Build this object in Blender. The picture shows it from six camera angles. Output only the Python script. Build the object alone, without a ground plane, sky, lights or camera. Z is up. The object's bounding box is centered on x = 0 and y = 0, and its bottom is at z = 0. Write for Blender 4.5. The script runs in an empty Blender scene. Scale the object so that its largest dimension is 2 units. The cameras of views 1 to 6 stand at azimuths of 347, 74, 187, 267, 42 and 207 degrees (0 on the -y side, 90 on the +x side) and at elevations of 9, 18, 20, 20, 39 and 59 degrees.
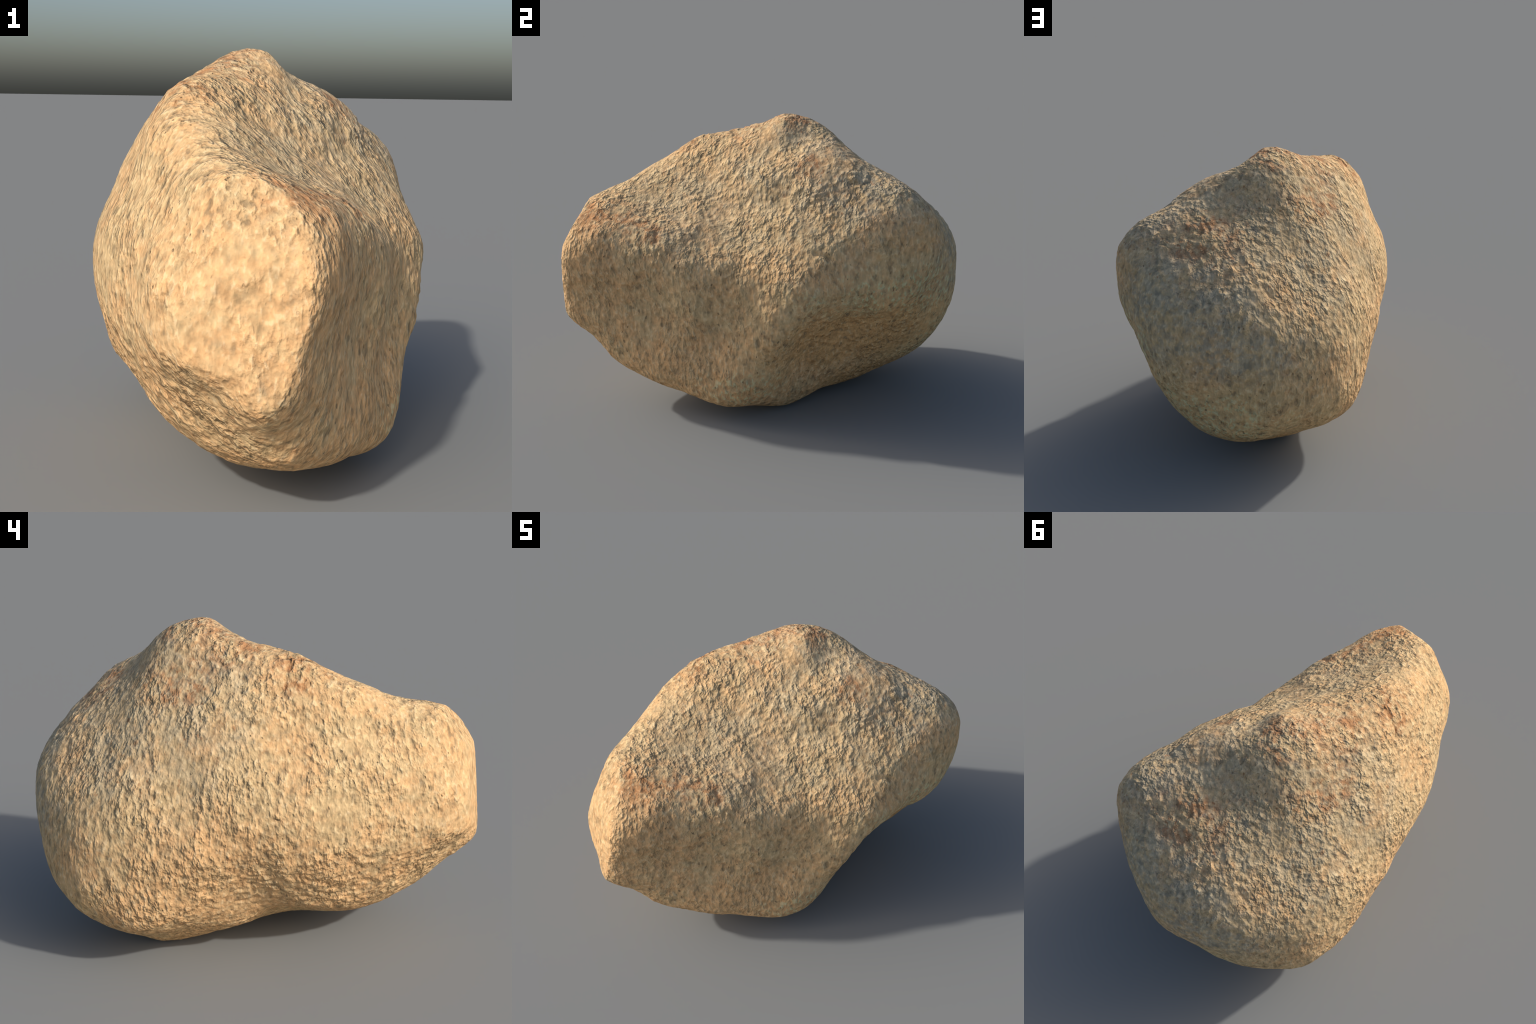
"""A weathered sandstone / granite boulder.

The body is a ball whose radius in every direction is a thin-plate blend of
surveyed landmarks (corners, ribs, hollows and the middles of facets).  Coarse
and middle relief is displaced into the mesh; grain below that is bump.
"""
import math
import bpy
import numpy as np
from mathutils import Vector, noise

HEART = np.array((0.0, 0.0, 0.74))          # inside the stone, all landmarks are seen from here

# Landmarks on the surface, in metres
LANDMARKS = {
    # blunt broken end that faces -y
    'front_face': [
        (-0.532, -0.797, 0.637), (-0.436, -0.926, 0.604), (-0.185, -1.010, 0.671), (-0.339, -0.947, 0.536), (-0.363, -0.879, 0.481), (-0.278, -1.004, 0.528),
        (-0.399, -0.729, 0.413), (-0.312, -0.949, 0.467), (-0.244, -0.982, 0.463), (-0.314, -0.758, 0.335), (-0.073, -0.880, 0.621), (-0.153, -0.861, 0.365),
        (-0.148, -0.792, 0.250), (-0.036, -0.728, 0.229), (0.000, -0.752, 0.411), (0.000, -0.820, 0.740), (0.032, -0.758, 0.895), (0.000, -0.827, 0.851),
        (-0.073, -0.856, 0.977), (-0.261, -0.873, 1.054), (-0.341, -0.767, 1.089), (-0.109, -0.980, 0.806), (-0.406, -0.808, 0.983), (-0.353, -0.910, 0.870),
        (-0.253, -0.988, 0.808), (-0.348, -0.967, 0.740), (-0.463, -0.880, 0.740),
    ],
    # ridge, peak, knob and the saddle between them
    'crest': [
        (-0.338, -0.517, 1.185), (-0.467, -0.350, 1.201), (-0.145, -0.243, 1.222), (-0.363, -0.224, 1.327), (-0.261, -0.208, 1.329), (-0.032, -0.187, 1.192),
        (-0.452, -0.137, 1.241), (-0.167, -0.103, 1.343), (0.066, -0.075, 1.224), (0.000, 0.000, 1.324), (0.138, 0.000, 1.238), (0.076, 0.047, 1.307),
        (-0.089, 0.055, 1.400), (-0.233, 0.086, 1.394), (0.222, 0.091, 1.251), (0.000, 0.150, 1.453), (0.125, 0.164, 1.334), (-0.296, 0.183, 1.308),
        (-0.148, 0.194, 1.440), (-0.387, 0.195, 1.209), (-0.050, 0.240, 1.457), (0.225, 0.283, 1.338), (0.407, 0.309, 1.213), (-0.272, 0.324, 1.255),
        (0.336, 0.325, 1.283), (0.049, 0.334, 1.409), (0.465, 0.414, 1.186), (-0.029, 0.465, 1.267), (0.368, 0.483, 1.231), (-0.210, 0.506, 1.157),
        (0.145, 0.528, 1.216), (0.546, 0.554, 1.155),
    ],
    # +x side: corner rib, flat facet and hollow under the shoulder
    'right_flank': [
        (0.114, -0.612, 0.362), (0.128, -0.608, 0.740), (0.126, -0.607, 0.256), (0.126, -0.577, 0.537), (0.124, -0.568, 0.940), (0.205, -0.529, 0.815),
        (0.259, -0.462, 0.670), (0.248, -0.453, 0.537), (0.237, -0.452, 0.356), (0.188, -0.363, 0.933), (0.315, -0.351, 0.315), (0.280, -0.343, 0.857),
        (0.308, -0.322, 0.454), (0.339, -0.304, 0.721), (0.324, -0.292, 0.829), (0.352, -0.281, 0.630), (0.160, -0.260, 0.999), (0.018, -0.249, 1.097),
        (0.379, -0.235, 0.513), (0.406, -0.213, 0.721), (0.368, -0.193, 0.824), (0.119, -0.187, 1.063), (0.422, -0.183, 0.627), (0.408, -0.118, 0.874),
        (0.510, -0.115, 0.469), (0.306, -0.109, 0.951), (0.492, -0.101, 0.719), (0.185, -0.081, 1.093), (0.263, -0.080, 1.032), (0.544, -0.076, 0.574),
        (0.446, -0.031, 0.889), (0.324, -0.018, 1.026), (0.578, 0.000, 0.740), (0.483, 0.000, 0.442), (0.410, 0.000, 0.956), (0.258, 0.018, 1.107),
        (0.489, 0.072, 0.510), (0.565, 0.078, 0.611), (0.343, 0.078, 1.079), (0.433, 0.090, 1.016), (0.366, 0.095, 0.281), (0.524, 0.113, 0.928),
        (0.615, 0.126, 0.714), (0.419, 0.181, 0.412), (0.483, 0.182, 0.511), (0.613, 0.218, 0.767), (0.509, 0.228, 1.019), (0.451, 0.279, 1.126),
        (0.547, 0.338, 0.586), (0.490, 0.356, 0.520), (0.636, 0.393, 0.858), (0.596, 0.435, 1.076), (0.354, 0.465, 0.268), (0.605, 0.483, 0.615),
        (0.539, 0.502, 0.536), (0.651, 0.517, 0.740), (0.427, 0.593, 0.373), (0.631, 0.607, 1.051),
    ],
    # -x side: long rounded flank and the ledge low down
    'left_flank': [
        (-0.485, -0.703, 0.491), (-0.547, -0.697, 0.812), (-0.470, -0.681, 0.982), (-0.059, -0.652, 1.025), (-0.409, -0.594, 0.303), (-0.574, -0.581, 0.740),
        (-0.158, -0.558, 1.085), (-0.584, -0.526, 0.580), (-0.542, -0.504, 0.945), (-0.492, -0.490, 1.043), (-0.543, -0.462, 0.454), (-0.021, -0.430, 1.042),
        (-0.162, -0.428, 1.139), (-0.065, -0.394, 1.093), (0.000, -0.337, 1.081), (-0.435, -0.330, 0.235), (-0.522, -0.323, 0.364), (-0.637, -0.279, 0.797),
        (-0.610, -0.264, 0.903), (-0.563, -0.256, 0.990), (-0.629, -0.226, 0.552), (-0.519, -0.184, 1.098), (-0.476, -0.155, 0.286), (-0.362, -0.075, 0.225),
        (-0.652, 0.000, 0.740), (-0.537, 0.000, 1.072), (-0.476, 0.026, 0.320), (-0.589, 0.041, 0.937), (-0.582, 0.042, 0.499), (-0.627, 0.085, 0.837),
        (-0.546, 0.156, 0.409), (-0.520, 0.192, 1.040), (-0.606, 0.265, 0.740), (-0.592, 0.269, 0.477), (-0.622, 0.269, 0.573), (-0.551, 0.341, 0.843),
        (-0.457, 0.389, 0.980), (-0.546, 0.405, 0.289), (-0.366, 0.444, 1.069), (-0.566, 0.527, 0.525), (-0.522, 0.545, 0.255), (-0.487, 0.553, 0.830),
        (-0.029, 0.583, 1.150), (-0.528, 0.618, 0.358),
    ],
    # rounded end that faces +y, with a shallow bowl
    'back_end': [
        (-0.412, 0.820, 0.493), (-0.487, 0.739, 0.413), (-0.411, 0.794, 0.317), (-0.164, 0.920, 0.339), (0.000, 0.964, 0.474), (0.124, 0.946, 0.404),
        (0.299, 0.782, 0.257), (0.341, 0.889, 0.413), (0.269, 0.970, 0.536), (0.381, 0.921, 0.674), (0.550, 0.700, 0.668), (0.000, 0.980, 0.740),
        (0.505, 0.818, 0.740), (0.248, 0.969, 0.807), (0.544, 0.755, 0.943), (0.382, 0.861, 0.929), (0.356, 0.688, 1.106), (0.145, 0.850, 0.975),
        (0.200, 0.748, 1.064), (0.185, 0.654, 1.144), (-0.274, 0.663, 0.935), (-0.104, 0.932, 0.803), (-0.299, 0.828, 0.740), (-0.440, 0.712, 0.740),
    ],
    # feet and the groove between them
    'underside': [
        (-0.174, -0.634, 0.168), (0.130, -0.560, 0.173), (-0.100, -0.543, 0.124), (-0.171, -0.459, 0.103), (0.247, -0.447, 0.169), (0.134, -0.411, 0.095),
        (0.287, -0.351, 0.099), (0.349, -0.338, 0.176), (-0.194, -0.324, 0.095), (0.099, -0.318, 0.066), (0.401, -0.248, 0.189), (0.199, -0.175, 0.036),
        (-0.288, -0.126, 0.189), (-0.139, -0.029, 0.061), (0.383, -0.027, 0.195), (0.000, 0.000, 0.031), (0.259, 0.032, 0.009), (0.098, 0.060, 0.014),
        (-0.366, 0.110, 0.148), (-0.425, 0.110, 0.207), (0.284, 0.176, 0.084), (-0.149, 0.196, 0.033), (0.051, 0.244, 0.013), (0.279, 0.273, 0.125),
        (-0.449, 0.277, 0.213), (-0.375, 0.363, 0.134), (0.194, 0.412, 0.062), (-0.056, 0.432, 0.006), (-0.208, 0.442, 0.012), (-0.112, 0.605, 0.053),
        (0.147, 0.634, 0.098), (-0.186, 0.678, 0.129), (-0.264, 0.758, 0.205), (0.120, 0.818, 0.165), (0.000, 0.871, 0.202),
    ],
}


# ---------------------------------------------------------------- shape

def blend_kernel(a, b):
    d2 = np.maximum(2.0 - 2.0 * a @ b.T, 1e-12)
    return 0.5 * d2 * np.log(d2)


def stone_radius(directions):
    """Thin-plate blend of the landmark distances over the sphere of directions."""
    marks = np.array([p for group in LANDMARKS.values() for p in group]) - HEART
    reach = np.linalg.norm(marks, axis=1)
    marks /= reach[:, None]
    n = len(marks)
    system = np.zeros((n + 4, n + 4))
    system[:n, :n] = blend_kernel(marks, marks) + np.eye(n) * 1e-6
    system[:n, n] = system[n, :n] = 1.0
    system[:n, n + 1:] = marks
    system[n + 1:, :n] = marks.T
    weights = np.linalg.solve(system, np.concatenate([reach, np.zeros(4)]))
    out = np.empty(len(directions))
    for i in range(0, len(directions), 20000):
        d = directions[i:i + 20000]
        out[i:i + 20000] = blend_kernel(d, marks) @ weights[:n] + weights[n] + d @ weights[n + 1:]
    return out


# Where the stone broke: flat faces, each a point on the plane and its outward direction
BROKEN_FACES = [((-0.283, -0.965, 0.662), (-0.366, -0.927, 0.081)),
                ((-0.200, -0.960, 0.905), (-0.280, -0.810, 0.515))]


def break_off(directions, reach, rounding=0.006):
    """Clip the radius at every broken face, leaving a narrowly rounded rim."""
    for point, normal in BROKEN_FACES:
        normal = np.array(normal) / np.linalg.norm(normal)
        facing = directions @ normal
        plane = np.where(facing > 0.05, (np.array(point) - HEART) @ normal / np.maximum(facing, 0.05), 9.0)
        gap = reach - plane
        reach = np.where(plane > 8.0, reach, 0.5 * (reach + plane - np.sqrt(gap * gap + rounding * rounding)))
    return reach


def smooth_step(x, low, high):
    t = np.clip((x - low) / (high - low), 0.0, 1.0)
    return t * t * (3 - 2 * t)


def blob(points, centre, size):
    return np.exp(-(((points - np.array(centre)) / np.array(size)) ** 2).sum(1))


def vertex_normals(mesh):
    out = np.empty(len(mesh.vertices) * 3)
    mesh.vertex_normals.foreach_get("vector", out)
    return out.reshape(-1, 3)


bpy.ops.mesh.primitive_ico_sphere_add(subdivisions=8, radius=1.0)
rock = bpy.context.object
rock.name = "boulder"
mesh = rock.data
mesh.name = "boulder"

count = len(mesh.vertices)
co = np.empty(count * 3)
mesh.vertices.foreach_get("co", co)
ball = co.reshape(-1, 3)
ball /= np.linalg.norm(ball, axis=1)[:, None]
body = HEART + ball * break_off(ball, stone_radius(ball))[:, None]
mesh.vertices.foreach_set("co", body.ravel())
mesh.update()

# relief: low swells, chipped ledges where the stone is craggy, pits and grain
CRAGGY = [((0.02, -0.62, 0.98), (0.32, 0.30, 0.16)), ((-0.25, -0.10, 1.36), (0.30, 0.35, 0.14)),
          ((-0.38, -0.70, 0.45), (0.30, 0.35, 0.20)), ((0.10, 0.80, 1.00), (0.45, 0.25, 0.25)),
          ((0.45, 0.35, 0.50), (0.30, 0.50, 0.16)), ((0.35, 0.25, 1.15), (0.30, 0.35, 0.16)),
          ((-0.50, 0.05, 0.42), (0.30, 0.45, 0.18))]
CRACKS = [([(0.13, -0.52, 1.00), (0.10, -0.55, 0.965), (0.13, -0.56, 0.93)], 0.010, 0.012),
          ([(-0.39, -0.16, 1.325), (-0.455, -0.126, 1.238), (-0.46, -0.07, 1.20)], 0.010, 0.010),
          ([(0.46, 0.33, 1.18), (0.49, 0.357, 1.139)], 0.008, 0.010),
          ([(-0.10, -0.74, 1.03), (-0.066, -0.745, 1.015), (-0.05, -0.72, 1.00)], 0.009, 0.010),
          ([(0.54, 0.11, 0.915), (0.575, 0.18, 0.88)], 0.010, 0.010)]
PITS = [((-0.138, 0.811, 0.935), 0.022, 0.014), ((-0.053, 0.795, 0.988), 0.016, 0.010), ((-0.183, -0.502, 1.113), 0.014, 0.008),
        ((-0.482, 0.613, 0.774), 0.015, 0.007), ((0.353, 0.145, 1.140), 0.012, 0.006), ((0.083, 0.158, 1.372), 0.014, 0.008),
        ((0.282, 0.558, 1.213), 0.014, 0.008), ((-0.613, -0.007, 0.890), 0.014, 0.007), ((0.044, -0.722, 0.594), 0.013, 0.006)]


def distance_to_path(points, path):
    best = np.full(len(points), 9.0)
    for a, b in zip(path[:-1], path[1:]):
        a, b = np.array(a), np.array(b)
        t = np.clip((points - a) @ (b - a) / ((b - a) @ (b - a)), 0.0, 1.0)
        best = np.minimum(best, np.linalg.norm(points - a - t[:, None] * (b - a), axis=1))
    return best


normals = vertex_normals(mesh)
craggy = np.clip(sum(blob(body, c, s) for c, s in CRAGGY), 0.0, 1.0)
calm = blob(body, (-0.30, -0.97, 0.68), (0.36, 0.20, 0.32))
relief = np.empty(count)
snoise = noise.noise
for i, p in enumerate(body):
    v = Vector(p)
    swell = snoise(v * 6.5)
    nick = snoise(v * 11.0 + Vector((2.2, 6.1, 0.7)))
    lump = snoise(v * 15.0 + Vector((3.1, 7.7, 1.3)))
    chip = snoise(v * 30.0 + Vector((6.0, 1.5, 4.4)))
    grain = snoise(v * 48.0 + Vector((9.2, 2.4, 5.5)))
    terrace = 3.2 * (snoise(v * 5.0 + Vector((1.0, 4.0, 8.0))) + 0.35 * lump)
    step = terrace - math.floor(terrace)
    scarp = min(1.0, max(0.0, (step - 0.62) / 0.38)) ** 2 - step          # slow rise, sudden drop
    rough = (0.35 + 1.1 * craggy[i]) * (1.0 - 0.75 * calm[i])
    relief[i] = (0.0030 * swell + 0.0030 * nick) * (1.0 - 0.85 * calm[i]) + rough * (0.0055 * scarp + 0.0022 + 0.0030 * lump + 0.0018 * chip - 0.004 * max(0.0, -chip - 0.3)) + 0.0009 * grain
for path, width, depth in CRACKS:
    wander = distance_to_path(body, path) + 0.35 * width * np.sin(body @ np.array((90.0, 70.0, 110.0)))
    relief -= depth * np.exp(-(wander / width) ** 2)
for centre, width, depth in PITS:
    relief -= depth * np.exp(-(np.linalg.norm(body - np.array(centre), axis=1) / width) ** 2)
body = body + normals * relief[:, None]
body[:, 2] = np.maximum(body[:, 2], 0.0)
mesh.vertices.foreach_set("co", body.ravel())
mesh.polygons.foreach_set("use_smooth", np.ones(len(mesh.polygons), dtype=bool))
mesh.update()

rock["label"] = "large tan weathered boulder with rough pitted surface"
rock["category"] = "rock"

# ---------------------------------------------------------------- material
mat = bpy.data.materials.new("weathered_stone")
mat.use_nodes = True
tree = mat.node_tree
tree.nodes.clear()
link = tree.links.new


def node(kind, **settings):
    n = tree.nodes.new(kind)
    for key, value in settings.items():
        setattr(n, key, value)
    return n


def put(socket, value):
    if hasattr(value, "node"):
        link(value, socket)
    else:
        socket.default_value = value


def maths(operation, a, b=0.0, clamp=False):
    n = node("ShaderNodeMath", operation=operation, use_clamp=clamp)
    put(n.inputs[0], a)
    put(n.inputs[1], b)
    return n.outputs[0]


def vector(operation, a, b=(0, 0, 0)):
    n = node("ShaderNodeVectorMath", operation=operation)
    put(n.inputs[0], a)
    put(n.inputs[1], b)
    return n


def ramp(value, low, high, smooth=True):
    n = node("ShaderNodeMapRange", interpolation_type="SMOOTHSTEP" if smooth else "LINEAR")
    put(n.inputs["Value"], value)
    put(n.inputs["From Min"], low)
    put(n.inputs["From Max"], high)
    return n.outputs["Result"]


def mix(factor, a, b, blend="MIX"):
    n = node("ShaderNodeMix", data_type="RGBA", blend_type=blend)
    put(n.inputs[0], factor)
    put(n.inputs[6], a if hasattr(a, "node") else (*a, 1.0))
    put(n.inputs[7], b if hasattr(b, "node") else (*b, 1.0))
    return n.outputs[2]


def noise_field(coords, scale, detail=3.0, rough=0.55, distortion=0.0):
    n = node("ShaderNodeTexNoise")
    put(n.inputs["Vector"], coords)
    n.inputs["Scale"].default_value = scale
    n.inputs["Detail"].default_value = detail
    n.inputs["Roughness"].default_value = rough
    n.inputs["Distortion"].default_value = distortion
    return n.outputs[0]


where = node("ShaderNodeTexCoord").outputs["Object"]
ragged = noise_field(where, 6.0, 5.0, 0.65)
ragged_push = maths("MULTIPLY", maths("SUBTRACT", ragged, 0.5), 1.6)


def patch(centre, size):
    """1 inside an ellipsoid with a ragged, soft border, 0 outside."""
    off = vector("DIVIDE", vector("SUBTRACT", where, centre).outputs[0], size)
    d = maths("ADD", vector("LENGTH", off.outputs[0]).outputs["Value"], ragged_push)
    return ramp(d, 1.15, 0.45)


def union(masks):
    out = masks[0]
    for m in masks[1:]:
        out = maths("MAXIMUM", out, m)
    return out


# grains are a little longer up and down than across
grain_space = vector("MULTIPLY", where, (1.0, 1.0, 0.6)).outputs[0]
grain = noise_field(grain_space, 35.0, 2.0, 0.5, 0.15)
flecks = noise_field(vector("ADD", grain_space, (4.0, 1.0, 7.0)).outputs[0], 60.0, 1.5, 0.5, 0.1)
hue_a = noise_field(vector("ADD", where, (2.0, 5.0, 3.0)).outputs[0], 26.0, 3.0, 0.6)
hue_b = noise_field(vector("ADD", where, (7.0, 2.0, 9.0)).outputs[0], 4.0, 4.0, 0.6)
blotch = noise_field(vector("ADD", where, (1.0, 8.0, 2.0)).outputs[0], 10.0, 4.0, 0.6)

# ---- ground colour: yellow-grey above, peach where it was broken and low down
YELLOW = (0.680, 0.485, 0.258)
PEACH = (0.790, 0.475, 0.228)
peach_zone = union([patch((-0.15, -1.0, 0.68), (0.62, 0.45, 0.62)), patch((-0.55, 0.15, 0.35), (0.5, 0.9, 0.42)),
                    patch((0.1, -0.45, 0.15), (0.6, 0.7, 0.35)), patch((0.3, 0.4, 0.2), (0.5, 0.5, 0.4))])
tint = maths("ADD", maths("MULTIPLY", peach_zone, 0.65), ramp(hue_b, 0.36, 0.70), clamp=True)
tint = maths("ADD", maths("MULTIPLY", tint, 0.75), maths("MULTIPLY", maths("SUBTRACT", hue_a, 0.5), 2.2), clamp=True)
colour = mix(tint, YELLOW, PEACH)

# ---- the top and back have weathered to a cooler, patchy grey-buff
weathered = union([patch((0.0, 0.45, 1.10), (0.75, 0.70, 0.55)), maths("MULTIPLY", patch((0.1, -0.45, 1.05), (0.45, 0.45, 0.30)), 0.6)])
buff_mix = maths("MULTIPLY", weathered, maths("ADD", maths("MULTIPLY", ramp(blotch, 0.38, 0.62), 0.55), 0.15))
colour = mix(buff_mix, colour, (0.570, 0.465, 0.300))

# ---- grey weathered crust on the upper back
crust = union([patch((0.35, 0.90, 0.88), (0.42, 0.30, 0.34)), maths("MULTIPLY", patch((0.10, 0.40, 1.33), (0.26, 0.26, 0.20)), 0.4),  # second patch: a fainter grey spot in the bowl below the peak
               patch((0.02, 0.95, 0.72), (0.35, 0.25, 0.22)), maths("MULTIPLY", patch((0.45, 0.50, 1.15), (0.22, 0.40, 0.14)), 0.8)])
crust_mix = maths("MULTIPLY", crust, ramp(maths("ADD", hue_a, maths("MULTIPLY", blotch, 0.6)), 0.62, 0.92))
colour = mix(maths("MULTIPLY", crust_mix, 0.8), colour, (0.430, 0.380, 0.275))

# ---- pale green lichen film low on the back right
under_tan = patch((0.10, 0.72, 0.34), (0.60, 0.40, 0.30))
colour = mix(maths("MULTIPLY", under_tan, 0.7), colour, (0.760, 0.530, 0.260))
lichen = union([patch((0.62, 0.55, 0.62), (0.30, 0.55, 0.22)), maths("MULTIPLY", patch((0.40, -0.22, 0.20), (0.22, 0.25, 0.12)), 0.7),
                maths("MULTIPLY", patch((0.25, 0.90, 0.30), (0.55, 0.3, 0.25)), 0.8)])
lichen_spots = maths("MULTIPLY", lichen, ramp(flecks, 0.50, 0.62))
colour = mix(maths("MULTIPLY", lichen_spots, 0.65), colour, (0.470, 0.550, 0.310))

# ---- rust stains along the crest and the front shoulder
rust = union([patch((-0.40, -0.22, 1.30), (0.14, 0.16, 0.12)), patch((-0.22, 0.02, 1.40), (0.22, 0.22, 0.12)),
              patch((-0.05, 0.26, 1.45), (0.16, 0.16, 0.10)), patch((0.06, -0.62, 0.97), (0.16, 0.12, 0.10)),
              patch((-0.10, -0.76, 1.03), (0.20, 0.20, 0.10)), patch((0.22, 0.66, 1.13), (0.22, 0.20, 0.13)),
              patch((0.28, 0.18, 1.265), (0.08, 0.10, 0.08)), patch((-0.28, 0.30, 1.24), (0.16, 0.20, 0.12))])
rust_spots = maths("MULTIPLY", rust, ramp(maths("ADD", maths("MULTIPLY", blotch, 0.6), maths("MULTIPLY", hue_a, 0.5)), 0.46, 0.68))
stray = noise_field(vector("ADD", where, (3.0, 3.0, 1.0)).outputs[0], 17.0, 4.0, 0.6)
rust_spots = maths("MAXIMUM", rust_spots, maths("MULTIPLY", ramp(stray, 0.60, 0.78), 0.75))
colour = mix(maths("MULTIPLY", rust_spots, 0.80), colour, (0.450, 0.200, 0.082))

# ---- brown-orange iron staining in the hollow under the right shoulder
iron = union([patch((0.48, 0.36, 0.42), (0.30, 0.50, 0.26)), patch((0.15, 0.55, 0.10), (0.5, 0.45, 0.14))])
colour = mix(maths("MULTIPLY", iron, 0.75), colour, (0.760, 0.440, 0.185))  # base colour lightened and warmed to lift the shaded underside

# ---- grain: light and dark mottling, pale crystals, grey pits
mottle = maths("ADD", maths("MULTIPLY", grain, 0.9), maths("MULTIPLY", flecks, 0.7))
mottle = maths("ADD", mottle, maths("ADD", maths("MULTIPLY", blotch, 0.35), 0.075))
tone = node("ShaderNodeMapRange")
put(tone.inputs["Value"], mottle)
for name, value in (("From Min", 0.74), ("From Max", 1.34), ("To Min", 0.66), ("To Max", 1.26)):
    tone.inputs[name].default_value = value
grey_tone = node("ShaderNodeCombineColor")
for k in range(3):
    put(grey_tone.inputs[k], tone.outputs[0])
colour = mix(1.0, colour, grey_tone.outputs[0], "MULTIPLY")
colour = mix(maths("MULTIPLY", ramp(flecks, 0.56, 0.70), 0.35), colour, (0.860, 0.700, 0.440))
# scattered rust and blue-grey crystals, thickest on the weathered top and back
thick = maths("ADD", maths("MULTIPLY", weathered, 0.7), 0.3)
rust_grain = noise_field(vector("ADD", grain_space, (3.0, 9.0, 1.0)).outputs[0], 46.0, 2.0, 0.5)
colour = mix(maths("MULTIPLY", ramp(rust_grain, 0.63, 0.74), maths("MULTIPLY", thick, 0.75)), colour, (0.360, 0.165, 0.072))
blue_grain = noise_field(vector("ADD", grain_space, (8.0, 3.0, 6.0)).outputs[0], 27.0, 3.0, 0.6)
colour = mix(maths("MULTIPLY", ramp(blue_grain, 0.54, 0.74), maths("MULTIPLY", thick, 0.65)), colour, (0.240, 0.230, 0.190))
calm = patch((-0.30, -0.97, 0.68), (0.36, 0.22, 0.34))              # the fresh broken end has few pits
PIT = mix(crust, (0.270, 0.200, 0.120), (0.270, 0.250, 0.190))
pit_depth = ramp(grain, 0.40, 0.27)
colour = mix(maths("MULTIPLY", maths("MULTIPLY", pit_depth, 0.58), maths("SUBTRACT", 1.0, maths("MULTIPLY", calm, 0.6))), colour, PIT)
speck_noise = noise_field(vector("ADD", grain_space, (9.0, 4.0, 2.0)).outputs[0], 58.0, 1.0, 0.5)
speck = maths("MULTIPLY", ramp(speck_noise, 0.29, 0.21), maths("SUBTRACT", 1.0, maths("MULTIPLY", calm, 0.7)))
colour = mix(maths("MULTIPLY", maths("MULTIPLY", speck, 0.6), maths("SUBTRACT", 1.0, maths("MULTIPLY", crust, 0.8))), colour, (0.160, 0.120, 0.078))

# ---- bump: blobby crystals, deeper here and flatter there
height = maths("ADD", maths("MULTIPLY", grain, 1.0), maths("MULTIPLY", flecks, 0.50))
fine = noise_field(where, 130.0, 2.0, 0.5)
height = maths("ADD", height, maths("MULTIPLY", fine, 0.12))
height = maths("SUBTRACT", height, maths("MULTIPLY", speck, 0.25))
rough_zone = ramp(noise_field(vector("ADD", where, (5.0, 5.0, 8.0)).outputs[0], 5.0, 3.0, 0.6), 0.35, 0.65)
chips = node("ShaderNodeTexVoronoi", feature="F1")                    # angular chips, a few centimetres across
jitter = node("ShaderNodeTexNoise")
put(jitter.inputs["Vector"], where)
jitter.inputs["Scale"].default_value = 14.0
chip_space = vector("ADD", where, vector("MULTIPLY", jitter.outputs["Color"], (0.06, 0.06, 0.06)).outputs[0]).outputs[0]
put(chips.inputs["Vector"], chip_space)
chips.inputs["Scale"].default_value = 18.0
smooth_side = union([calm, maths("MULTIPLY", patch((0.14, -0.58, 0.48), (0.34, 0.34, 0.34)), 0.45)])
height = maths("MULTIPLY", height, maths("MULTIPLY", maths("ADD", maths("MULTIPLY", rough_zone, 1.05), 0.45), maths("SUBTRACT", 1.0, maths("MULTIPLY", smooth_side, 0.16))))
chip_relief = maths("MULTIPLY", chips.outputs["Distance"], maths("MULTIPLY", rough_zone, maths("SUBTRACT", 1.0, maths("MULTIPLY", smooth_side, 0.8))))
height = maths("SUBTRACT", height, maths("MULTIPLY", chip_relief, 0.60))
bump = node("ShaderNodeBump")
bump.inputs["Strength"].default_value = 1.0
bump.inputs["Distance"].default_value = 0.0205
put(bump.inputs["Height"], height)

shader = node("ShaderNodeBsdfPrincipled")
put(shader.inputs["Base Color"], colour)
shader.inputs["Roughness"].default_value = 0.92
shader.inputs["Specular IOR Level"].default_value = 0.15
link(bump.outputs[0], shader.inputs["Normal"])
surface = node("ShaderNodeOutputMaterial")
link(shader.outputs[0], surface.inputs["Surface"])
mesh.materials.append(mat)
